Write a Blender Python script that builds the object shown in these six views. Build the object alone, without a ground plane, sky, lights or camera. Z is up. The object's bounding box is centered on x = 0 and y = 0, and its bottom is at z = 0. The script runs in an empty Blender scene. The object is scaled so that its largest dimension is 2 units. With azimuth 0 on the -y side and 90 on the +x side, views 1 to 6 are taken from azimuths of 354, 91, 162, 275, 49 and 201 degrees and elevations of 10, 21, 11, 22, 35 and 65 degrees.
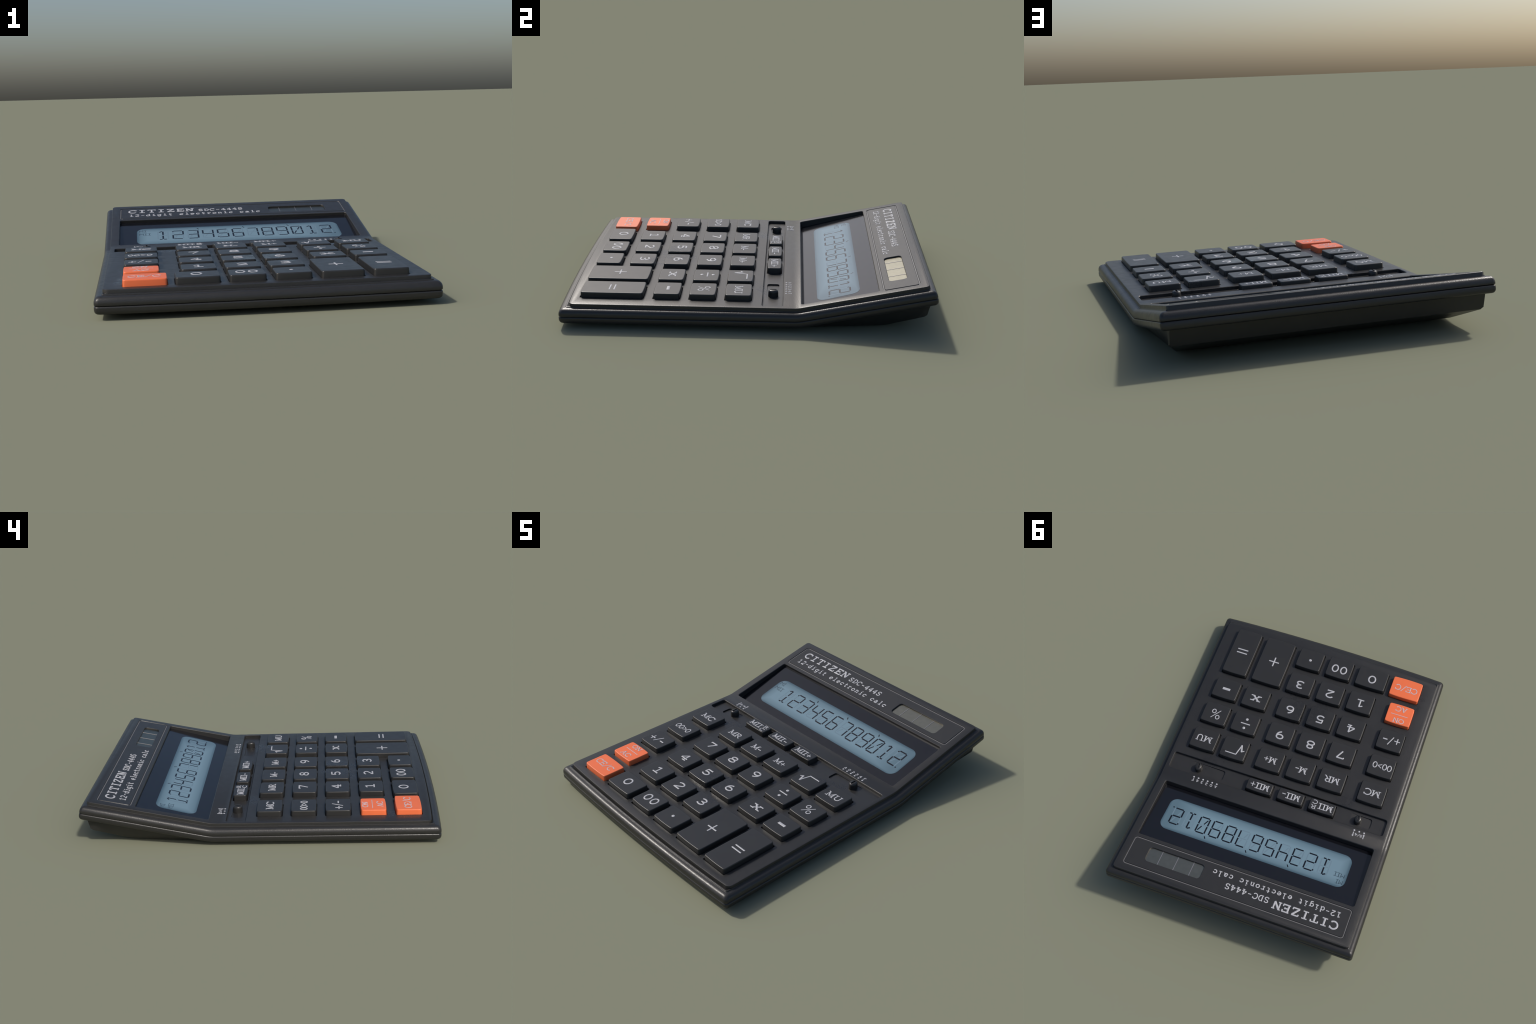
import bpy, bmesh, math
from math import sin, cos, pi, radians, atan, sqrt
from mathutils import Vector

# ------------------------------------------------------------------ frame
# Everything on the case is modelled FLAT in (x, s, h): s runs from the front to the
# back along the case, h is the height above the ground.  bend() then lifts the rear
# part, behind the fold at s = FOLD, by the tilt of the display housing.
TILT = atan(0.209)
FOLD = 0.27
H = 0.1245                    # height of the face plate
RAMP = 0.022                  # half length of the fold's bend


def theta(s):
    t = min(1.0, max(0.0, (s - FOLD + RAMP) / (2 * RAMP)))
    return TILT * t


def bend(p):
    x, s, h = p
    s0 = FOLD - RAMP
    if s <= s0:
        return Vector((x, s, h))
    y, z = s0, H
    n = 12
    e = min(s, FOLD + RAMP)
    ds = (e - s0) / n
    for i in range(n):
        a = theta(s0 + (i + .5) * ds)
        y += cos(a) * ds
        z += sin(a) * ds
    if s > FOLD + RAMP:
        y += cos(TILT) * (s - FOLD - RAMP)
        z += sin(TILT) * (s - FOLD - RAMP)
    a = theta(s)
    return Vector((x, y - sin(a) * (h - H), z + cos(a) * (h - H)))


def s_of(y):                  # s of a point of the tilted plate, seen at world y
    return y if y <= FOLD else FOLD + (y - FOLD) / cos(TILT)


# ------------------------------------------------------------------ materials
def new_mat(name):
    m = bpy.data.materials.new(name)
    m.use_nodes = True
    nt = m.node_tree
    return m, nt, nt.nodes['Principled BSDF']


def link(nt, a, b):
    nt.links.new(a, b)


def math_node(nt, op, a, b=None, clamp=False):
    n = nt.nodes.new('ShaderNodeMath')
    n.operation = op
    n.use_clamp = clamp
    for i, v in enumerate((a, b)):
        if v is None:
            continue
        if isinstance(v, (int, float)):
            n.inputs[i].default_value = v
        else:
            link(nt, v, n.inputs[i])
    return n.outputs[0]


def noise(nt, vec, scale, detail=3, rough=.55):
    n = nt.nodes.new('ShaderNodeTexNoise')
    n.inputs['Scale'].default_value = scale
    n.inputs['Detail'].default_value = detail
    n.inputs['Roughness'].default_value = rough
    link(nt, vec, n.inputs['Vector'])
    return n.outputs['Fac']


def map_range(nt, v, a, b, c, d):
    n = nt.nodes.new('ShaderNodeMapRange')
    link(nt, v, n.inputs['Value'])
    for k, q in zip(('From Min', 'From Max', 'To Min', 'To Max'), (a, b, c, d)):
        n.inputs[k].default_value = q
    return n.outputs['Result']


def mix_col(nt, fac, a, b):
    n = nt.nodes.new('ShaderNodeMix')
    n.data_type = 'RGBA'
    link(nt, fac, n.inputs['Factor'])
    for k, v in ((6, a), (7, b)):
        if isinstance(v, tuple):
            n.inputs[k].default_value = v + (1,)
        else:
            link(nt, v, n.inputs[k])
    return n.outputs[2]


# greasy finger marks: (x, y, radius) where the plastic is rubbed smooth
SMUDGES = [(.02, -.43, .13), (-.07, -.50, .07), (.13, -.55, .07), (-.41, .055, .07),
           (.47, .09, .07), (-.62, -.72, .06), (.40, .02, .05), (-.66, -.80, .04)]


def plastic(name, col, rough, bump=.15, scale=420., smudge=True, spec=.5):
    m, nt, b = new_mat(name)
    geo = nt.nodes.new('ShaderNodeNewGeometry')
    pos = geo.outputs['Position']
    big = noise(nt, pos, 5.5, 4)
    fine = noise(nt, pos, scale, 2)
    tone = map_range(nt, big, .3, .7, 0., 1.)
    c = mix_col(nt, tone, tuple(q * .95 for q in col), tuple(min(1, q * 1.06) for q in col))
    link(nt, c, b.inputs['Base Color'])
    r = map_range(nt, noise(nt, pos, 26., 4), .3, .7, rough - .035, rough + .035)
    if smudge:
        tot = None
        for (x, y, rad) in SMUDGES:
            d = nt.nodes.new('ShaderNodeVectorMath')
            d.operation = 'DISTANCE'
            link(nt, pos, d.inputs[0])
            d.inputs[1].default_value = (x, y, .14)
            v = map_range(nt, d.outputs['Value'], rad * .55, rad * 1.1, 1., 0.)
            tot = v if tot is None else math_node(nt, 'MAXIMUM', tot, v)
        ridges = map_range(nt, noise(nt, pos, 34., 5, .7), .36, .56, 0., 1.)
        k = math_node(nt, 'MULTIPLY', tot, ridges)
        r = math_node(nt, 'SUBTRACT', r, math_node(nt, 'MULTIPLY', k, .15))
    link(nt, r, b.inputs['Roughness'])
    b.inputs['Specular IOR Level'].default_value = spec
    bp = nt.nodes.new('ShaderNodeBump')
    bp.inputs['Strength'].default_value = bump
    bp.inputs['Distance'].default_value = .0016
    link(nt, fine, bp.inputs['Height'])
    link(nt, bp.outputs['Normal'], b.inputs['Normal'])
    return m


def simple(name, col, rough, metallic=0., coat=0., vary=.04, scale=40.):
    m, nt, b = new_mat(name)
    geo = nt.nodes.new('ShaderNodeNewGeometry')
    f = map_range(nt, noise(nt, geo.outputs['Position'], scale), .3, .7, 0., 1.)
    c = mix_col(nt, f, tuple(q * (1 - vary) for q in col), tuple(min(1, q * (1 + vary)) for q in col))
    link(nt, c, b.inputs['Base Color'])
    b.inputs['Roughness'].default_value = rough
    b.inputs['Metallic'].default_value = metallic
    b.inputs['Coat Weight'].default_value = coat
    b.inputs['Coat Roughness'].default_value = .1
    return m


CASE = (.0226, .0220, .0210)
M_plate = plastic('matt_black_plate', CASE, .37, .30, 170.)
M_rim = plastic('black_case_plastic', CASE, .33, .40, 200., smudge=False)
M_base = plastic('black_base_plastic', (.0215, .0210, .0200), .44, .3, 220., smudge=False)
M_key = plastic('black_key_plastic', (.0226, .0220, .0210), .355, .10, 260.)
M_orange = plastic('orange_key_plastic', (.80, .160, .053), .40, .10, 260., smudge=False)
M_ink = simple('pale_grey_ink', (.42, .42, .435), .42)
M_ink_soft = simple('faded_grey_ink', (.52, .43, .44), .42)
M_glass = simple('dark_display_glass', (.0066, .0070, .0092), .14, vary=.02)
M_seg = simple('dark_segment', (.0040, .0050, .0080), .16, vary=.02)
M_ghost = simple('faint_segment', (.135, .203, .251), .16, vary=.02)
M_cell = simple('solar_cell_film', (.245, .236, .190), .36, metallic=1., vary=.05)
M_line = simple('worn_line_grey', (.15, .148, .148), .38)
M_silver = simple('silver_divider', (.42, .40, .40), .36, metallic=.8)
M_mark = simple('memory_mark_grey', (.04, .065, .085), .16, vary=.02)


def lcd_material():
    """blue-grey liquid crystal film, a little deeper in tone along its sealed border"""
    m, nt, b = new_mat('lcd_film')
    tc = nt.nodes.new('ShaderNodeTexCoord')
    sep = nt.nodes.new('ShaderNodeSeparateXYZ')
    link(nt, tc.outputs['Object'], sep.inputs[0])
    ax = math_node(nt, 'ABSOLUTE', math_node(nt, 'SUBTRACT', sep.outputs['X'], .0075))
    ay = math_node(nt, 'ABSOLUTE', sep.outputs['Y'])
    near = math_node(nt, 'MINIMUM', math_node(nt, 'SUBTRACT', .5875, ax), math_node(nt, 'SUBTRACT', .1180, ay))
    wide = map_range(nt, near, 0., .060, .60, 0.)
    lip = map_range(nt, near, 0., .019, .40, 0.)
    e = math_node(nt, 'ADD', wide, lip)
    right = map_range(nt, sep.outputs['X'], .36, .55, 0., 1.)
    e = math_node(nt, 'MAXIMUM', e, math_node(nt, 'MULTIPLY', right, .60))
    c = mix_col(nt, e, (.152, .236, .285), (.044, .083, .110))
    n = map_range(nt, noise(nt, tc.outputs['Object'], 9., 2), .3, .7, 0., .08)
    c = mix_col(nt, n, c, (.12, .19, .24))
    link(nt, c, b.inputs['Base Color'])
    b.inputs['Roughness'].default_value = .16
    return m


M_lcd = lcd_material()

# ------------------------------------------------------------------ helpers
COL = bpy.context.scene.collection
root = bpy.data.objects.new('desk_calculator', None)
root['label'] = 'black desktop calculator with tilted blue display and two orange keys'
root['category'] = 'calculator'
COL.objects.link(root)


def add(name, me, parent=root, mats=(), loc=None):
    o = bpy.data.objects.new(name, me)
    COL.objects.link(o)
    for m in mats:
        me.materials.append(m)
    o.parent = parent
    if loc is not None:
        o.location = loc
    return o


def smooth(me, ang=32):
    me.shade_smooth()
    me.set_sharp_from_angle(angle=radians(ang))


def mesh(name, V, F):
    me = bpy.data.meshes.new(name)
    me.from_pydata([tuple(v) for v in V], [], F)
    bm = bmesh.new()
    bm.from_mesh(me)
    bmesh.ops.recalc_face_normals(bm, faces=bm.faces[:])
    bm.to_mesh(me)
    bm.free()
    me.update()
    return me


def lathe_rings(name, rings, cap0=True, cap1=True):
    """skin a stack of closed rings that have the same number of points"""
    n = len(rings[0])
    V = [p for r in rings for p in r]
    F = []
    for i in range(len(rings) - 1):
        for j in range(n):
            k = (j + 1) % n
            F.append((i * n + j, i * n + k, (i + 1) * n + k, (i + 1) * n + j))
    if cap0:
        F.append(tuple(range(n))[::-1])
    if cap1:
        F.append(tuple(range((len(rings) - 1) * n, len(rings) * n)))
    return mesh(name, V, F)


SIDE_S = [-.6, -.2, .1, .2, .24] + [FOLD - RAMP + RAMP * .25 * i for i in range(9)] + [.30, .36, .5, .7, .85]


def case_ring(w, front, back, rf, rb, h, bow=.018):
    """plan outline of the case: straight sides, gently bowed front edge, rounded corners"""
    P = []

    def corner(cx, cs, r, a0):
        for i in range(7):
            a = a0 + (pi / 2) * i / 6
            P.append((cx + r * cos(a), cs + r * sin(a), h))
    fc = front + bow
    for i in range(1, 24):
        x = -(w - rf) + 2 * (w - rf) * i / 24
        P.append((x, front + bow * (x / w) ** 2, h))
    corner(w - rf, fc + rf, rf, -pi / 2)
    P += [(w, s, h) for s in SIDE_S]
    corner(w - rb, back - rb, rb, 0)
    P += [((w - rb) * (1 - 2 * i / 6.), back, h) for i in range(1, 6)]
    corner(-(w - rb), back - rb, rb, pi / 2)
    P += [(-w, s, h) for s in reversed(SIDE_S)]
    corner(-(w - rf), fc + rf, rf, pi)
    return P


W0, FRONT, BACK = .7605, -1.0, .9972


def shell_ring(d, h):
    return [bend(p) for p in case_ring(W0 - d, FRONT + d, BACK - d, max(.022 - .4 * d, .008), max(.018 - .5 * d, .006), h)]


# ------------------------------------------------------------------ case shells
prof = [(.060, .092), (.0415, .1085), (.0365, .1085), (.0352, .1078), (.0342, .1045), (.0320, .1036), (.0260, .1034),
        (.0190, .1022), (.0130, .0996), (.0078, .0954), (.0036, .0894), (.0010, .0820), (.0002, .0755), (0, .0665),
        (.0008, .0645), (.0030, .0635), (.0200, .0635)]
me = lathe_rings('upper_shell', [shell_ring(d, h) for d, h in prof], False, False)
smooth(me, 40)
add('upper_shell', me, mats=[M_rim])

prof = [(.0200, .0628), (.0062, .0628), (.0046, .0622), (.0010, .0578), (.0002, .0565), (0, .0540), (0, .0430), (.0012, .0365), (.0045, .0300),
        (.0095, .0258), (.0150, .0243), (.0300, .0240), (.0800, .0240)]
me = lathe_rings('lower_shell', [shell_ring(d, h) for d, h in prof], False, False)
smooth(me, 40)
add('lower_shell', me, mats=[M_rim])


# base tray below the shells: flat underside up to y = .738, then narrowing towards the rear and then rising to the back wall
UNDER = .009


def base_station(y):
    """(half width, z) polyline of the tray's cross-section at y, top to bottom"""
    zr = bend((0, s_of(y), .032))[2]
    t = max(0., (y - .738) / .197)
    zb = UNDER + .080 * t
    xb = .704 - .052 * min(1., max(0., (y - .25) / .488)) + .060 * t
    return [(.728, zr), (.724 - .002 * t, max(zr - .014, zb + .008)), (xb + .010, zb + .008), (xb, zb)]


rows = [[(x, y, z) for x, z in base_station(y)] for y in (-.900, -.6, -.2, .1, .25, .29, .4, .55, .66, .726, .750, .82, .88, .935)]
first, last = rows[0], rows[-1]
rows.insert(0, [(x - .006 * i, -.955 + .013 * i, z + (.002 if i > 1 else 0)) for i, (x, y, z) in enumerate(first)])
rows.append([(x - .003 * (i > 0), (.967, .964, .948, .940)[i], z + (.012, .010, .005, .003)[i]) for i, (x, y, z) in enumerate(last)])
V, F = [], []
NB = 4
for r in rows:
    V += [(-x, y, z) for x, y, z in r] + [(x, y, z) for x, y, z in reversed(r)]
for i in range(len(rows) - 1):
    for j in range(2 * NB - 1):
        a = i * 2 * NB + j
        F.append((a, a + 1, a + 1 + 2 * NB, a + 2 * NB))
F.append(tuple(range(2 * NB)))
F.append(tuple(range((len(rows) - 1) * 2 * NB, len(rows) * 2 * NB))[::-1])
me = mesh('base_tray', V, F)
smooth(me, 35)
add('base_tray', me, mats=[M_base])
foot = lathe_rings('foot', [[(r * cos(2 * pi * i / 28), r * sin(2 * pi * i / 28), z) for i in range(28)]
                            for r, z in ((.045, UNDER + .003), (.045, .003), (.042, 0))])
smooth(foot, 40)
foot.materials.append(M_base)
for x, y in ((-.55, -.78), (.55, -.78), (-.55, .62), (.55, .62)):
    add('foot', foot, loc=(x, y, 0))

# ------------------------------------------------------------------ face plate with its openings


def rrect(x0, x1, y0, y1, r, n=5):
    P = []
    for cx, cy, a0 in ((x1 - r, y0 + r, -pi / 2), (x1 - r, y1 - r, 0), (x0 + r, y1 - r, pi / 2), (x0 + r, y0 + r, pi)):
        for i in range(n + 1):
            a = a0 + pi / 2 * i / n
            P.append((cx + r * cos(a), cy + r * sin(a)))
    return P


def cutter(x0, x1, y0, y1, r, depth, top=H, ch=.0022, n=4):
    """rounded box that cuts an opening with a chamfered lip"""
    out = []
    for g, h in ((0, top - depth), (0, top - ch), (ch, top), (ch + .012, top + .012)):
        out.append([(x, y, h) for x, y in rrect(x0 - g, x1 + g, y0 - g, y1 + g, r + g, n)])
    return lathe_rings('cut', out)


def boolean(me, cutters, op='DIFFERENCE'):
    bm = bmesh.new()
    for c in cutters:
        bm.from_mesh(c)
        bpy.data.meshes.remove(c)
    cm = bpy.data.meshes.new('cutters')
    bm.to_mesh(cm)
    bm.free()
    a = bpy.data.objects.new('tmp_a', me)
    b = bpy.data.objects.new('tmp_b', cm)
    COL.objects.link(a)
    COL.objects.link(b)
    md = a.modifiers.new('b', 'BOOLEAN')
    md.operation = op
    md.solver = 'EXACT'
    md.object = b
    dg = bpy.context.evaluated_depsgraph_get()
    res = bpy.data.meshes.new_from_object(a.evaluated_get(dg))
    bpy.data.objects.remove(a)
    bpy.data.objects.remove(b)
    bpy.data.meshes.remove(cm)
    return res


# key grid, top faces: (x0, x1, y0, y1)
COLX = {'A': (-.636, -.477), 'B': (-.375, -.214), 'C': (-.171, -.011), 'D': (.033, .192), 'E': (.269, .428), 'F': (.471, .631)}
ROWY = [(-.886, -.747), (-.692, -.554), (-.497, -.359), (-.305, -.168), (-.114, .024)]
KEYS = []


def key(label, col, row, x=None, y=None, mat='k'):
    KEYS.append((label, x or COLX[col], y or ROWY[row], mat))


key('ce', 'A', 0, x=(-.636, -.446), mat='o'); key('on', 'A', 1, mat='o')
key('sign', 'A', 2); key('shift', 'A', 3); key('mc', 'A', 4)
key('0', 'B', 0, x=(-.407, -.214)); key('1', 'B', 1); key('4', 'B', 2); key('7', 'B', 3); key('mr', 'B', 4)
key('00', 'C', 0); key('2', 'C', 1); key('5', 'C', 2); key('8', 'C', 3); key('m-', 'C', 4)
key('point', 'D', 0); key('3', 'D', 1); key('6', 'D', 2); key('9', 'D', 3); key('m+', 'D', 4)
key('plus', 'E', 0, x=(.237, .428), y=(-.886, -.554)); key('times', 'E', 2); key('div', 'E', 3); key('root', 'E', 4)
key('equals', 'F', 0, y=(-.886, -.554)); key('minus', 'F', 2); key('percent', 'F', 3); key('mu', 'F', 4)
MEM = [('mii_rc', (-.375, -.214)), ('mii-', (-.171, -.011)), ('mii+', (.033, .192))]
MEM_Y = (.101, .178)
CH_D = .017                                        # depth of the slider channel

prof = [(.0370, .0600), (.0370, H - .0036), (.0376, H - .0016), (.0388, H - .0005), (.0405, H)]
PLATE_BACK = .9670


def plate_ring(d, h):
    e = d - .037
    return case_ring(.7235 - e, -.9500 + e, PLATE_BACK - e, .028 - e * .7, .020 - e * .7, h, bow=.018)


me = lathe_rings('face_plate', [plate_ring(d, h) for d, h in prof])
G = .0044                                          # clearance round a key
cuts = [cutter(x[0] - G, x[1] + G, y[0] - G, y[1] + G, .004, .013, ch=.0012, n=2) for _, x, y, _ in KEYS]
cuts.append(cutter(-.6985, .6985, .0845, .1930, .014, CH_D, ch=.0026))
WX, WY0, WY1 = .6770, s_of(.2915), s_of(.6960)
cuts.append(cutter(-WX, WX, WY0, WY1, .012, .058, ch=.0030))
SOL = (.222, .567, s_of(.757), s_of(.852))
cuts.append(cutter(*SOL, .020, .013))
# engraved line round the heading
FR = (-.674, .678, s_of(.722), s_of(.906))
rings = []
for g, h in ((-.0058, H + .0012), (-.0028, H - .0035), (.0028, H - .0035), (.0058, H + .0012)):
    rings.append([(x, y, h) for x, y in rrect(FR[0] - g, FR[1] + g, FR[2] - g, FR[3] + g, .016 + g, 5)])
n = len(rings[0])
V = [p for r in rings for p in r]
F = []
for i in range(4):
    for j in range(n):
        k, q = (j + 1) % n, (i + 1) % 4
        F.append((i * n + j, i * n + k, q * n + k, q * n + j))
cuts.append(mesh('cut', V, F))
me = boolean(me, cuts)
FRAME = FR
cuts = [cutter(x[0] - G, x[1] + G, MEM_Y[0] - G, MEM_Y[1] + G, .004, .012, top=H - CH_D, ch=.0012, n=2) for _, x in MEM]


def bay(x0, x1, y0, y1, depth):
    """shallow ramp beside a slider: deep at its left end, running out to the right"""
    top = H - CH_D
    low, up = [], []
    for x, y in rrect(x0, x1, y0, y1, .014, 4):
        t = (x - x0) / (x1 - x0)
        low.append((x, y, top - depth * (1 - t) - .0004))
        up.append((x, y, top + .008))
    return lathe_rings('cut', [low, up])


cuts += [bay(.352, .575, .104, .171, .0075), bay(-.612, -.478, .104, .171, .0075)]
me = boolean(me, cuts)
bm = bmesh.new()
bm.from_mesh(me)
for s in [.225, .237] + [FOLD - RAMP + RAMP * .25 * i for i in range(9)] + [.298]:
    g = bm.verts[:] + bm.edges[:] + bm.faces[:]
    bmesh.ops.bisect_plane(bm, geom=g, dist=1e-6, plane_co=(0, s, 0), plane_no=(0, 1, 0))
for v in bm.verts:
    v.co = bend(v.co)
bm.to_mesh(me)
bm.free()
me.name = 'face_plate'
smooth(me, 22)
add('face_plate', me, mats=[M_plate])

# ------------------------------------------------------------------ keys


def key_mesh(name, w, d, ztop, zbase=.092, bowx=.0032, bowy=.0010):
    """cap with bowed sides, rounded corners, slight draft and a softened top edge; origin at the top centre"""
    def ring(grow, z, r):
        a, b = w / 2 + grow, d / 2 + grow
        P = []
        m = 10

        def bowed(x, y):
            fx, fy = x / a, y / b
            # pull the four sides in towards the corners
            return x - math.copysign(bowy, x) * fy * fy * (abs(fx) ** 8), y - math.copysign(bowx, y) * fx * fx * (abs(fy) ** 8)
        Q = []
        for cx, cy, a0 in ((a - r, -b + r, -pi / 2), (a - r, b - r, 0), (-a + r, b - r, pi / 2), (-a + r, -b + r, pi)):
            for i in range(6):
                t = a0 + pi / 2 * i / 5
                Q.append((cx + r * cos(t), cy + r * sin(t)))
        out = []
        nq = len(Q)
        for i in range(nq):
            p, q = Q[i], Q[(i + 1) % nq]
            out.append(p)
            L = math.dist(p, q)
            if L > .03:
                for k in range(1, m):
                    out.append((p[0] + (q[0] - p[0]) * k / m, p[1] + (q[1] - p[1]) * k / m))
        for x, y in out:
            X, Y = bowed(x, y)
            P.append((X, Y, z - ztop))
        return P
    e = .0032
    rings = [ring(.0042, zbase, .012), ring(.0040, H - .01, .012), ring(.0016, ztop - e, .012),
             ring(.0009, ztop - e * .55, .0115), ring(-.0002, ztop - e * .18, .011), ring(-.0016, ztop, .0105), ring(-.0032, ztop, .010)]
    rings = [rings[0], ring(.0022, ztop - e * 2.2, .012)] + rings[2:]
    me = lathe_rings(name, rings, cap0=False)
    smooth(me, 45)
    return me


ZK, ZM = .1540, .1408
cache = {}
key_objs = {}


def place_key(label, x, y, z, mat, zbase):
    w, d = round(x[1] - x[0], 3), round(y[1] - y[0], 3)
    w = .159 if abs(w - .16) < .0025 else w
    d = .138 if abs(d - .138) < .0025 else d
    kk = (w, d, mat, z)
    if kk not in cache:
        me = key_mesh('key', w, d, z, zbase)
        me.materials.append(M_orange if mat == 'o' else M_key)
        cache[kk] = me
    o = add('key', cache[kk], loc=((x[0] + x[1]) / 2, (y[0] + y[1]) / 2, z))
    key_objs[label] = o
    return o


for lab, x, y, mt in KEYS:
    place_key(lab, x, y, ZK, mt, .0915)
for lab, x in MEM:
    place_key(lab, x, MEM_Y, ZM, 'k', .082)

# ------------------------------------------------------------------ stroke lettering


def A(cx, cy, rx, ry, a0, a1, n=14):
    return [(cx + rx * cos(radians(a0 + (a1 - a0) * i / n)), cy + ry * sin(radians(a0 + (a1 - a0) * i / n))) for i in range(n + 1)]


def slab(x, y, w=.34, k=.75):
    return ([(x - w / 2, y), (x + w / 2, y)], k)


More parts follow.
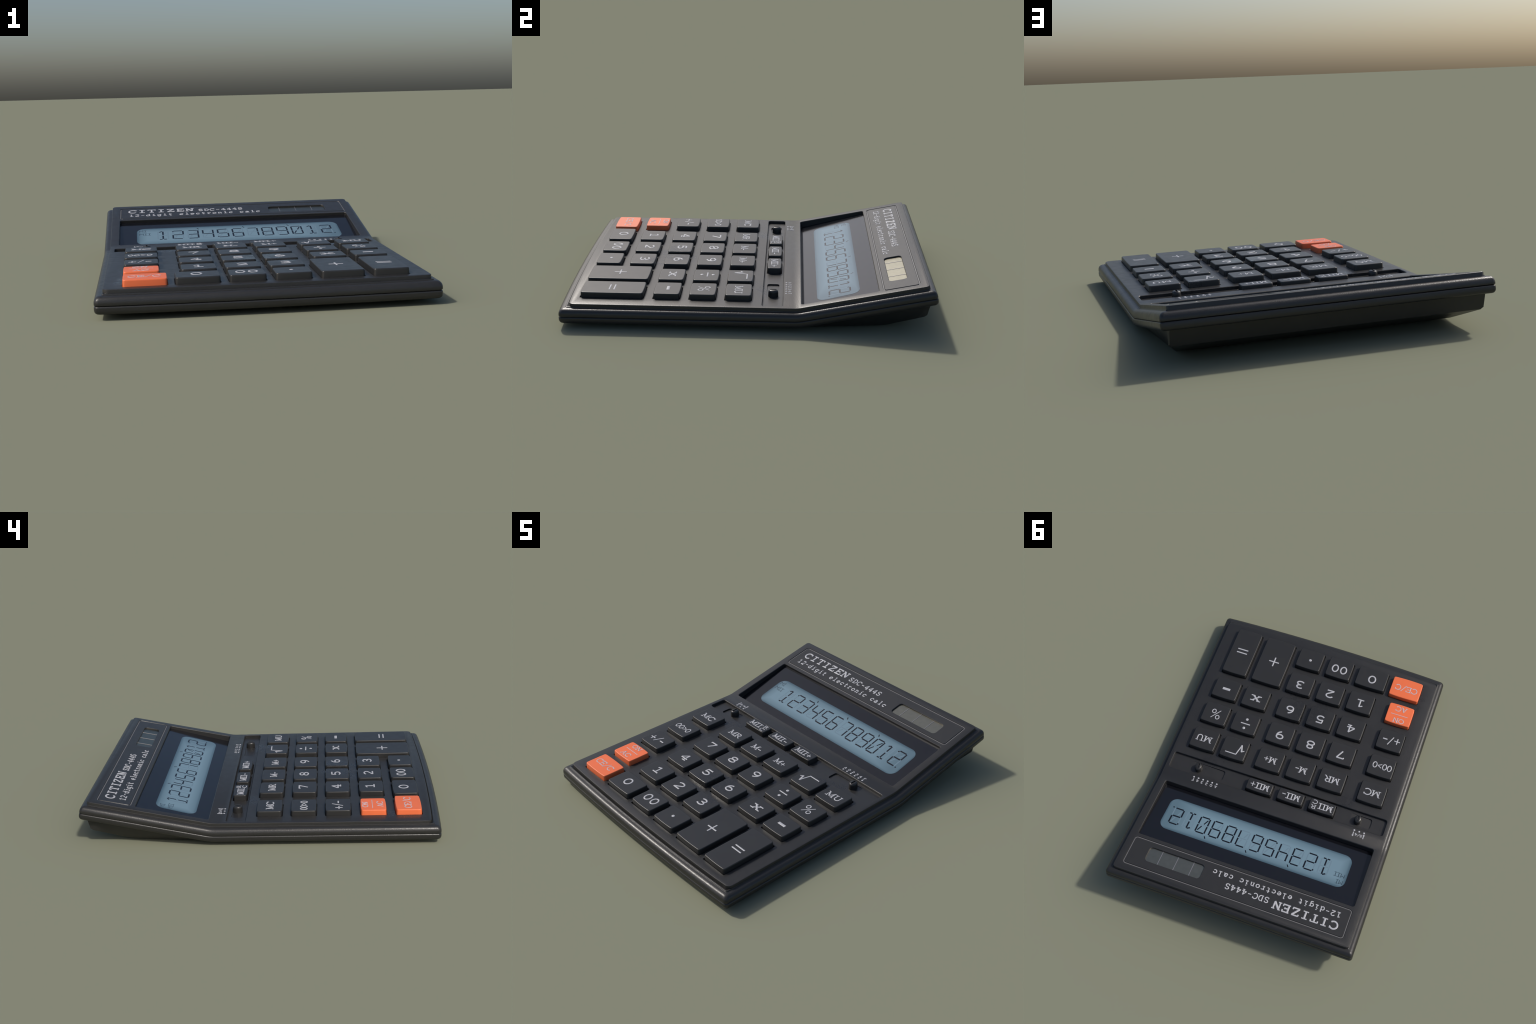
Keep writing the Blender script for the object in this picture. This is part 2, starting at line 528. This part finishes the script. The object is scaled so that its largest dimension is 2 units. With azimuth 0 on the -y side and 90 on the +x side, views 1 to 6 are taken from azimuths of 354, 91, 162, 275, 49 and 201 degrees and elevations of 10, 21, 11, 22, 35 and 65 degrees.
LO, HI = .045, .955          # centre lines of the feet and heads of slab serifs
GL = {
    ' ': (.55, []),
    'C': (.86, [(A(.47, .5, .40, .47, 42, 318, 20), 1), ([(.80, .97), (.80, .68)], .7)]),
    'I': (.60, [([(.30, .06), (.30, .94)], 1.1), slab(.3, LO, .56), slab(.3, HI, .56)]),
    'T': (.84, [([(.42, .06), (.42, .94)], 1.1), slab(.42, HI, .8), slab(.42, LO, .44), ([(.05, .97), (.05, .72)], .8), ([(.79, .97), (.79, .72)], .8)]),
    'Z': (.80, [slab(.4, HI, .68, .9), slab(.4, LO, .72, .9), ([(.70, .93), (.09, .07)], 1.1), ([(.07, .97), (.07, .74)], .8), ([(.74, .03), (.74, .28)], .8)]),
    'E': (.82, [([(.2, .06), (.2, .94)], 1.1), slab(.41, HI, .74, .9), slab(.41, LO, .76, .9), ([(.2, .51), (.56, .51)], .9), ([(.76, .98), (.76, .72)], .8),
                ([(.77, .02), (.77, .30)], .8), ([(.56, .39), (.56, .63)], .7)]),
    'N': (.92, [([(.18, .06), (.18, .92)], .9), ([(.74, .10), (.74, .94)], .9), ([(.16, .96), (.75, .05)], 1.2), slab(.18, LO, .34), slab(.12, HI, .24), slab(.74, HI, .34)]),
    'S': (.74, [(A(.37, .74, .29, .22, 30, 262, 14) + A(.37, .27, .30, .235, 88, -150, 14), 1), ([(.64, .97), (.64, .74)], .7), ([(.06, .03), (.06, .30)], .7)]),
    'D': (.86, [([(.2, .06), (.2, .94)], 1.1), slab(.24, HI, .44), slab(.24, LO, .44), (A(.40, .5, .40, .455, 90, -90, 16), 1)]),
    'M': (1.02, [([(.18, .06), (.18, .94)], .75), ([(.84, .06), (.84, .94)], 1.15), ([(.15, .97), (.51, .12)], 1.2), ([(.50, .12), (.86, .97)], .75),
                 slab(.16, LO, .32, .6), slab(.86, LO, .34, .6), slab(.10, HI, .2, .6), slab(.92, HI, .2, .6)]),
    'W': (.86, [([(.12, .04), (.12, .96)], 1), ([(.74, .04), (.74, .96)], 1), ([(.13, .95), (.43, .48)], .9), ([(.43, .48), (.73, .95)], .9)]),
    'R': (.90, [([(.2, .06), (.2, .94)], 1.15), slab(.2, LO, .38, .6), slab(.26, HI, .46, .6), (A(.42, .73, .27, .23, 90, -90, 12), 1), ([(.22, .495), (.44, .495)], .6),
                ([(.44, .50), (.76, .06)], 1.1), slab(.80, LO, .22, .6)]),
    'U': (.92, [([(.2, .95), (.2, .34)] + A(.47, .34, .27, .30, 180, 360, 14) + [(.74, .95)], .95), slab(.2, HI, .36, .6), slab(.74, HI, .30, .6)]),
    'O': (.86, [(A(.43, .5, .37, .46, 0, 360, 26), 1)]),
    'A': (.92, [([(.14, .05), (.45, .97)], .8), ([(.44, .97), (.78, .05)], 1.2), ([(.25, .34), (.66, .34)], .7), slab(.14, LO, .30, .7), slab(.78, LO, .32, .7)]),
    'F': (.80, [([(.2, .06), (.2, .94)], 1.1), slab(.41, HI, .74, .9), ([(.2, .51), (.56, .51)], .9), slab(.22, LO, .4)]),
    '-': (.72, [([(.08, .48), (.64, .48)], .95)]),
    '/': (.74, [([(.06, -.10), (.68, 1.12)], .85)]),
    '>': (.80, [([(.08, .82), (.70, .50)], .9), ([(.70, .50), (.08, .18)], .9)]),
    '+': (.86, [([(.05, .48), (.81, .48)], .9), ([(.43, .10), (.43, .86)], .9)]),
    '0': (.80, [(A(.40, .5, .31, .46, 0, 360, 26), 1)]),
    '1': (.78, [([(.40, .06), (.40, .96)], 1), slab(.40, LO, .60, .9), ([(.10, .78), (.41, .955)], .9)]),
    '2': (.80, [(A(.40, .70, .31, .26, 165, -38, 14) + [(.10, .06)], 1), ([(.07, .05), (.72, .05)], 1)]),
    '3': (.80, [(A(.38, .735, .28, .225, 150, -80, 12), 1), (A(.38, .28, .32, .235, 80, -150, 14), 1), ([(.28, .515), (.44, .515)], .9)]),
    '4': (.84, [([(.55, .06), (.55, .97)], 1), ([(.55, .96), (.06, .33)], .9), ([(.04, .31), (.80, .31)], .9), slab(.58, LO, .40, .9)]),
    '5': (.80, [([(.70, .95), (.17, .95)], 1), ([(.18, .97), (.14, .50)], .9), (A(.38, .33, .32, .28, 140, -150, 16), 1)]),
    '6': (.80, [(A(.42, .31, .30, .265, 0, 360, 22), 1), ([(.13, .36)] + A(.56, .42, .44, .53, 172, 98, 8), 1)]),
    '7': (.80, [([(.08, .95), (.73, .95)], 1), ([(.72, .96), (.32, .03)], 1), ([(.09, .98), (.09, .80)], .8)]),
    '8': (.80, [(A(.40, .73, .26, .225, 0, 360, 20), 1), (A(.40, .27, .31, .235, 0, 360, 20), 1)]),
    '9': (.80, [(A(.38, .69, .30, .265, 0, 360, 22), 1), ([(.67, .64)] + A(.24, .58, .44, .53, -8, -82, 8), 1)]),
    'x': (.92, [([(.20, .06), (.70, .94)], .9), ([(.20, .94), (.70, .06)], 1.25), slab(.18, LO, .34, .8), slab(.74, LO, .34, .8), slab(.18, HI, .34, .8), slab(.72, HI, .34, .8)]),
    # lower case, x-height .66
    'd': (.78, [(A(.35, .32, .28, .30, 0, 360, 20), 1), ([(.62, .04), (.62, 1.0)], 1), slab(.69, LO, .16, .9), slab(.55, .97, .18, .8)]),
    'i': (.70, [([(.38, .05), (.38, .64)], 1), slab(.38, LO, .56, .9), slab(.27, .635, .26, .9), ([(.36, .84), (.36, .98)], 1.3)]),
    'g': (.78, [(A(.35, .34, .28, .28, 0, 360, 20), 1), ([(.62, .66), (.62, -.08)] + A(.38, -.10, .24, .17, 0, -140, 10), 1), slab(.69, .635, .16, .9)]),
    't': (.72, [([(.28, .92), (.28, .20)] + A(.45, .20, .17, .17, 180, 320, 8), 1), ([(.06, .63), (.60, .63)], .9)]),
    'e': (.76, [([(.08, .33), (.66, .33)], .8), (A(.38, .33, .30, .29, 0, 312, 20), 1)]),
    'l': (.66, [([(.34, .05), (.34, .97)], 1), slab(.34, LO, .56, .9), slab(.24, .965, .24, .9)]),
    'c': (.74, [(A(.38, .33, .30, .29, 40, 318, 18), 1), ([(.62, .64), (.62, .42)], .7)]),
    'r': (.74, [([(.24, .05), (.24, .64)], 1), slab(.28, LO, .46, .9), slab(.16, .635, .20, .9), (A(.50, .38, .26, .25, 170, 50, 8), 1)]),
    'o': (.76, [(A(.38, .33, .30, .29, 0, 360, 22), 1)]),
    'n': (.80, [([(.18, .05), (.18, .64)], 1), slab(.18, LO, .28, .9), slab(.11, .635, .18, .9), (A(.40, .38, .22, .24, 180, 0, 10) + [(.62, .05)], 1), slab(.62, LO, .26, .9)]),
    'a': (.76, [(A(.33, .20, .25, .165, 0, 360, 16), 1), (A(.35, .42, .23, .21, 150, 0, 9) + [(.58, .06)], 1), slab(.66, LO, .18, .9)]),
}


def stroke(V, F, pts, w, h0, t):
    """a low raised ink line along pts; w its full width, t its thickness"""
    pts = [Vector(p) for p in pts]
    n = len(pts)
    closed = (pts[0] - pts[-1]).length < 1e-6
    if closed:
        pts = pts[:-1]
        n -= 1
    base = len(V)
    prof = ((-.5, 0), (-.44, .8), (0, 1.), (.44, .8), (.5, 0))
    for i in range(n):
        a = pts[i - 1] if (i > 0 or closed) else pts[i]
        b = pts[(i + 1) % n] if (i < n - 1 or closed) else pts[i]
        d0 = (pts[i] - a)
        d1 = (b - pts[i])
        if d0.length < 1e-9:
            d0 = d1
        if d1.length < 1e-9:
            d1 = d0
        d0.normalize()
        d1.normalize()
        m = (d0 + d1)
        m.normalize()
        k = 1. / max(.5, m.dot(d0))
        nx, ny = -m.y * k, m.x * k
        for u, q in prof:
            V.append((pts[i].x + nx * w * u, pts[i].y + ny * w * u, h0 + t * q))
    m = len(prof)
    for i in range(n if closed else n - 1):
        for j in range(m - 1):
            a, b = base + i * m, base + ((i + 1) % n) * m
            F.append((a + j, a + j + 1, b + j + 1, b + j))
    if not closed:
        F.append(tuple(base + j for j in range(m)))
        F.append(tuple(base + (n - 1) * m + j for j in range(m))[::-1])


def disc(V, F, x, y, r, h0, t, n=18):
    b = len(V)
    for q, z in ((1, 0), (.93, t * .8), (.5, t)):
        for i in range(n):
            V.append((x + r * q * cos(2 * pi * i / n), y + r * q * sin(2 * pi * i / n), h0 + z))
    V.append((x, y, h0 + t * 1.05))
    for k in range(2):
        for i in range(n):
            j = (i + 1) % n
            F.append((b + k * n + i, b + k * n + j, b + k * n + n + j, b + k * n + n + i))
    for i in range(n):
        F.append((b + 2 * n + i, b + 2 * n + (i + 1) % n, b + 3 * n))


def text(V, F, string, x0, x1, y0, cap, w, h0=0., t=.0011, mono=False):
    """letter the string between x0 and x1, standing on y0, with cap height cap and stroke width w"""
    adv = [(.84 if mono else GL[c][0]) for c in string]
    tot = sum(adv) - (.10 if not mono else .04)
    kx = (x1 - x0) / tot
    x = 0.
    for c, a in zip(string, adv):
        off = x + (a - GL[c][0]) / 2
        for pts, k in GL[c][1]:
            stroke(V, F, [(x0 + (off + px - .04) * kx, y0 + (w * .25) + py * (cap - w * .5)) for px, py in pts], w * k, h0, t)
        x += a


def mono(V, F, string, xa, xb, y0, cap, gw, w, t=.0009):
    """typewriter line: first letter centred on xa, last on xb; gw is the width of a letter"""
    for i, c in enumerate(string):
        cx = xa + (xb - xa) * i / (len(string) - 1)
        for pts, k in GL[c][1]:
            stroke(V, F, [(cx + (px - GL[c][0] / 2) * gw / .8, y0 + w * .25 + py * (cap - w * .5)) for px, py in pts], w * k, 0, t)


def ink(name, V, F, parent, mat, bent=False):
    if bent:
        V = [bend((x, s_of(y), H + z)) for x, y, z in V]
    me = mesh(name, V, F)
    smooth(me, 60)
    return add(name, me, parent=parent, mats=[mat])


INK = .0009


def key_ink(lab, mat, draw):
    o = key_objs[lab]
    V, F = [], []
    cx, cy, cz = o.location
    draw(V, F)
    V = [(x - cx, y - cy, z) for x, y, z in V]
    ink('key_label', V, F, o, mat)


def T(string, x0, x1, y0, cap, w, mono=False):
    return lambda V, F: text(V, F, string, x0, x1, y0, cap, w, 0., INK, mono)


# digits: centred on their keys, a touch towards the back
for lab, x, y, mt in KEYS:
    if lab in '0123456789' and len(lab) == 1:
        cx, cy = (x[0] + x[1]) / 2, (y[0] + y[1]) / 2
        if lab == '0':
            cx -= .004
        key_ink(lab, M_ink, T(lab, cx - .0245, cx + .0245, cy - .022, .059, .0092))
key_ink('00', M_ink, lambda V, F: mono(V, F, '00', -.1185, -.0620, -.8395, .059, .0480, .0088))


def lines(*segs):
    def f(V, F):
        for pts, w in segs:
            stroke(V, F, pts, w, 0, INK)
    return f


key_ink('equals', M_ink, lines(([(.518, -.739), (.588, -.739)], .0085), ([(.518, -.7135), (.588, -.7135)], .0085)))
key_ink('plus', M_ink, lines(([(.297, -.720), (.364, -.720)], .0085), ([(.3305, -.754), (.3305, -.686)], .0085)))
key_ink('minus', M_ink, lines(([(.525, -.4255), (.575, -.4255)], .0165)))
key_ink('point', M_ink, lambda V, F: disc(V, F, .110, -.811, .0090, 0, INK))
key_ink('times', M_ink, T('x', .3155, .3785, -.447, .043, .0090))


def divide(V, F):
    stroke(V, F, [(.315, -.2305), (.376, -.2305)], .0075, 0, INK)
    disc(V, F, .3455, -.2625, .0088, 0, INK)
    disc(V, F, .3455, -.1995, .0088, 0, INK)


key_ink('div', M_ink, divide)
key_ink('root', M_ink, lines(([(.283, -.047), (.300, -.036)], .0060), ([(.2985, -.034), (.3120, -.081)], .0105),
                             ([(.3105, -.081), (.3285, -.0085)], .0070), ([(.3260, -.0090), (.398, -.0090)], .0070)))


def percent(V, F):
    stroke(V, F, A(.532, -.214, .0115, .0135, 0, 360, 18), .0058, 0, INK)
    stroke(V, F, A(.565, -.250, .0115, .0135, 0, 360, 18), .0058, 0, INK)
    stroke(V, F, [(.524, -.265), (.573, -.201)], .0048, 0, INK)


key_ink('percent', M_ink, percent)
key_ink('sign', M_ink, lambda V, F: (stroke(V, F, [(-.617, -.432), (-.580, -.432)], .0068, 0, INK),
                                     stroke(V, F, [(-.5985, -.452), (-.5985, -.412)], .0068, 0, INK),
                                     stroke(V, F, [(-.571, -.455), (-.544, -.395)], .0062, 0, INK),
                                     stroke(V, F, [(-.536, -.429), (-.507, -.429)], .0085, 0, INK)))
key_ink('shift', M_ink, T('00>0', -.6210, -.5010, -.2590, .044, .0062))
key_ink('mc', M_ink, T('MC', -.6060, -.5070, -.0690, .046, .0070))
key_ink('mr', M_ink, T('MR', -.3420, -.2480, -.0680, .046, .0070))
key_ink('m-', M_ink, lambda V, F: (text(V, F, 'M', -.1290, -.0830, -.0680, .046, .0070, 0, INK),
                                   stroke(V, F, [(-.0780, -.050), (-.0560, -.050)], .0065, 0, INK)))
key_ink('m+', M_ink, lambda V, F: (text(V, F, 'M', .0710, .1170, -.0680, .046, .0070, 0, INK),
                                   stroke(V, F, [(.1220, -.048), (.1500, -.048)], .0055, 0, INK),
                                   stroke(V, F, [(.1360, -.062), (.1360, -.034)], .0055, 0, INK)))
key_ink('mu', M_ink, T('MU', .5040, .6040, -.0680, .046, .0070))
key_ink('mii+', M_ink, lambda V, F: (text(V, F, 'MII', .0530, .1370, .1180, .043, .0066, 0, INK),
                                     stroke(V, F, [(.1420, .137), (.1720, .137)], .0050, 0, INK),
                                     stroke(V, F, [(.1570, .122), (.1570, .152)], .0050, 0, INK)))
key_ink('mii-', M_ink, lambda V, F: (text(V, F, 'MII', -.1480, -.0640, .1180, .043, .0066, 0, INK),
                                     stroke(V, F, [(-.0580, .135), (-.0350, .135)], .0060, 0, INK)))
key_ink('mii_rc', M_ink, lambda V, F: (text(V, F, 'MII', -.3600, -.2720, .1180, .043, .0066, 0, INK),
                                       text(V, F, 'R', -.2600, -.2290, .1420, .028, .0046, 0, INK),
                                       text(V, F, 'C', -.2600, -.2320, .1080, .028, .0046, 0, INK)))
key_ink('on', M_ink_soft, lambda V, F: (text(V, F, 'ON', -.5960, -.5260, -.5950, .035, .0052, 0, INK),
                                        stroke(V, F, [(-.6110, -.6175), (-.5010, -.6175)], .0040, 0, INK),
                                        text(V, F, 'AC', -.5930, -.5230, -.6780, .037, .0054, 0, INK)))
key_ink('ce', M_ink_soft, T('CE/C', -.6150, -.4730, -.8350, .042, .0056))

# heading and slider scales, printed on the plate
V, F = [], []
mono(V, F, 'CITIZEN', -.6030, -.2580, .8200, .0550, .0460, .0100)
mono(V, F, 'SDC-444S', -.1910, .0500, .8165, .0400, .0270, .0062)
mono(V, F, '12-digit electronic calc', -.6090, .1530, .7580, .0380, .0262, .0060)
ink('heading_lettering', V, F, root, M_ink, bent=True)
V, F = [], []
for i, c in enumerate('F4320A'):
    x = .5225 - .0303 * i
    disc(V, F, x, .2105, .0056, 0, INK)
    text(V, F, c, x - .0070, x + .0070, .2210, .0180, .0032, 0, INK)
for x in (-.527, -.558, -.589):
    disc(V, F, x, .2115, .0056, 0, INK)
text(V, F, '5/4', -.5830, -.5370, .2270, .0170, .0032, 0, INK)
# down arrow and up arrow of the rounding switch
stroke(V, F, [(-.592, .2210), (-.592, .2500)], .0058, 0, INK)
stroke(V, F, [(-.5965, .2300), (-.5920, .2205)], .0034, 0, INK)
stroke(V, F, [(-.5920, .2205), (-.5875, .2300)], .0034, 0, INK)
stroke(V, F, [(-.5265, .2220), (-.5265, .2510)], .0058, 0, INK)
stroke(V, F, [(-.5310, .2420), (-.5265, .2515)], .0034, 0, INK)
stroke(V, F, [(-.5265, .2515), (-.5220, .2420)], .0034, 0, INK)
ink('scale_lettering', V, F, root, M_ink, bent=True)

# pale grey line at the bottom of the engraved frame
V, F = [], []
q = rrect(FRAME[0], FRAME[1], FRAME[2], FRAME[3], .016, 6)
stroke(V, F, q + [q[0]], .0050, -.0042, .0011)
me = mesh('frame_line', [bend((x, y, H + z)) for x, y, z in V], F)
smooth(me, 60)
add('frame_line', me, mats=[M_line])

# ------------------------------------------------------------------ sliders
rings = []
for g, z in ((.0010, -.012), (0, .020), (-.0008, .0275), (-.0026, .0325), (-.0065, .0355), (-.0130, .0368)):
    rings.append([((.0225 + g) * cos(2 * pi * i / 36), .0270 * (1 + g / .0225) * sin(2 * pi * i / 36), z) for i in range(36)])
me = lathe_rings('slider_knob', rings)
slot = cutter(-.0045, .0045, -.0180, .0180, .0040,   .0080, top=.0378, ch=.001, n=3)
me = boolean(me, [slot])
smooth(me, 40)
me.materials.append(M_rim)
me.name = 'slider_knob'
for x in (.5190, -.5270):
    add('slider_knob', me, loc=(x, .1400, H - CH_D))

# ------------------------------------------------------------------ solar strip
V, F = [], []
div = [.2890, .3880, .4870]
edges = [SOL[0] - .004] + div + [SOL[1] + .004]


def slabbox(x0, x1, y0, y1, z0, z1):
    V = [(x, y, z) for z in (z0, z1) for x, y in ((x0, y0), (x1, y0), (x1, y1), (x0, y1))]
    return V, [(0, 3, 2, 1), (4, 5, 6, 7), (0, 1, 5, 4), (1, 2, 6, 5), (2, 3, 7, 6), (3, 0, 4, 7)]


panel_v, panel_f = slabbox(SOL[0] - .004, SOL[1] + .004, SOL[2] - .004, SOL[3] + .004, H - .020, H - .0094)
panel = add('solar_panel', mesh('solar_panel', [bend(v) for v in panel_v], panel_f), mats=[M_silver])
for x in div:
    v, f = slabbox(x - .0026, x + .0026, SOL[2] - .003, SOL[3] + .003, H - .016, H - .0070)
    v = [(x + (px - x) * (.45 if pz > H - .01 else 1.), py, pz) for px, py, pz in v]
    add('solar_divider', mesh('solar_divider', [bend(q) for q in v], f), parent=panel, mats=[M_silver])
for a, b in zip(edges, edges[1:]):
    v, f = slabbox(a + .0022, b - .0022, SOL[2] - .003, SOL[3] + .003, H - .016, H - .0084)
    add('solar_cell', mesh('solar_cell', [bend(q) for q in v], f), parent=panel, mats=[M_cell])

# ------------------------------------------------------------------ display
GS = .258                                     # slope of the display glass
GA = atan(GS)
GY, GZ = .4895, .129 + GS * (.4895 - .443)      # centre of the glass
NX = Vector((0, -sin(GA), cos(GA)))


def on_glass(x, y, z):                        # y: world y along the glass; z: height above it
    ly = (y - GY) / cos(GA)
    return (x, ly, z)


def glass_obj(name, me, parent=None, mats=()):
    o = add(name, me, parent=parent or root, mats=mats)
    if parent is None:
        o.location = (0, GY, GZ)
        o.rotation_euler = (GA, 0, 0)
    return o


v, f = slabbox(-.6785, .6785, (.284 - GY) / cos(GA), (.708 - GY) / cos(GA), -.010, 0)
glass = glass_obj('display_glass', mesh('display_glass', v, f), None, [M_glass])
LY = ((.3775 - GY) / cos(GA), (.605 - GY) / cos(GA))
out = rrect(-.580, .595, LY[0], LY[1], .052, 10)
me = lathe_rings('lcd_screen', [[(x, y, -.002) for x, y in out], [(x, y, .0005) for x, y in out]])
lcd = glass_obj('lcd_screen', me, glass, [M_lcd])

DW, DH, DT = .0338, .0595, .0094               # half width, half height (to centre lines) and stroke of a digit
DW -= DT / 2
DH = .0600 / cos(GA) - DT / 2


def seg_lines(cx, cy):
    l, r, b, t, m = cx - DW, cx + DW, cy - DH, cy + DH, cy
    eh, ev, q = .0048, .0026, -.0004
    S = {
        'a': [(l + eh, t), (r - eh, t)], 'd': [(l + eh, b), (r - eh, b)], 'g': [(l + eh, m), (r - eh, m)],
        'f': [(l, t - ev), (l, m + q + .003)], 'b': [(r, t - ev), (r, m + q + .003)],
        'e': [(l, m - q - .003), (l, b + ev)], 'c': [(r, m - q - .003), (r, b + ev)],
        'z1': [(r - .010, t - .014), (cx + .004, m + .008)], 'z2': [(cx - .004, m - .008), (l + .010, b + .014)],
        'i1': [(cx, t - .002), (cx, m + .006)], 'i2': [(cx, m - .006), (cx, b + .004)],
        'fl': [(cx - .022, t - .011), (cx - .004, t)], 'b1': [(cx - .020, b), (cx - .004, b)], 'b2': [(cx + .004, b), (cx + .020, b)],
        'tk2': [(l, t - .003), (l, t - .013)], 'tk5': [(l, b + .003), (l, b + .013)],
    }
    return S


DIGITS = {'0': 'a b c d e f z1 z2', '1': 'i1 i2 fl b1 b2', '2': 'a b g e d tk2', '3': 'a b g c d', '4': 'f g b c',
          '5': 'a f g c d tk5', '6': 'a f g e d c', '7': 'a b c', '8': 'a b c d e f g', '9': 'a b c d f g'}
GHOST = 'a b c d e f g z1 z2'.split()
PITCH = .0864
CY = (.4995 - GY) / cos(GA)
gv, gf = [], []
for i, ch in enumerate('123456789012'):
    cx = .1735 + PITCH * (i - 7)
    S = seg_lines(cx, CY)
    V, F = [], []
    on = DIGITS[ch].split()
    for k in on:
        stroke(V, F, S[k], DT if k not in ('z1', 'z2') else DT * .8, .00055, .00006)
    ink('lcd_digit', V, F, glass, M_seg)
    for k in GHOST:
        if k not in on:
            stroke(gv, gf, S[k], DT * .8, .00052, .00003)
ink('lcd_faint_segments', gv, gf, glass, M_ghost)['kind'] = 'stuff'
V, F = [], []
for x in (-.2270, .0390, .3030):                # thousands marks
    y = (.5755 - GY) / cos(GA)
    stroke(V, F, [(x - .005, y + .0085), (x + .005, y - .0075)], .0062, .00055, .00006)
stroke(V, F, [(.5560, (.4420 - GY) / cos(GA)), (.5645, (.4420 - GY) / cos(GA))], .0085, .00055, .00006)
ink('lcd_separator', V, F, glass, M_seg)
V, F = [], []
text(V, F, 'WI', -.5670, -.5250, (.5520 - GY) / cos(GA), .0320, .0042, .00055, .00006)
text(V, F, 'WII', -.5670, -.5010, (.5060 - GY) / cos(GA), .0320, .0042, .00055, .00006)
ink('lcd_memory_mark', V, F, glass, M_mark)
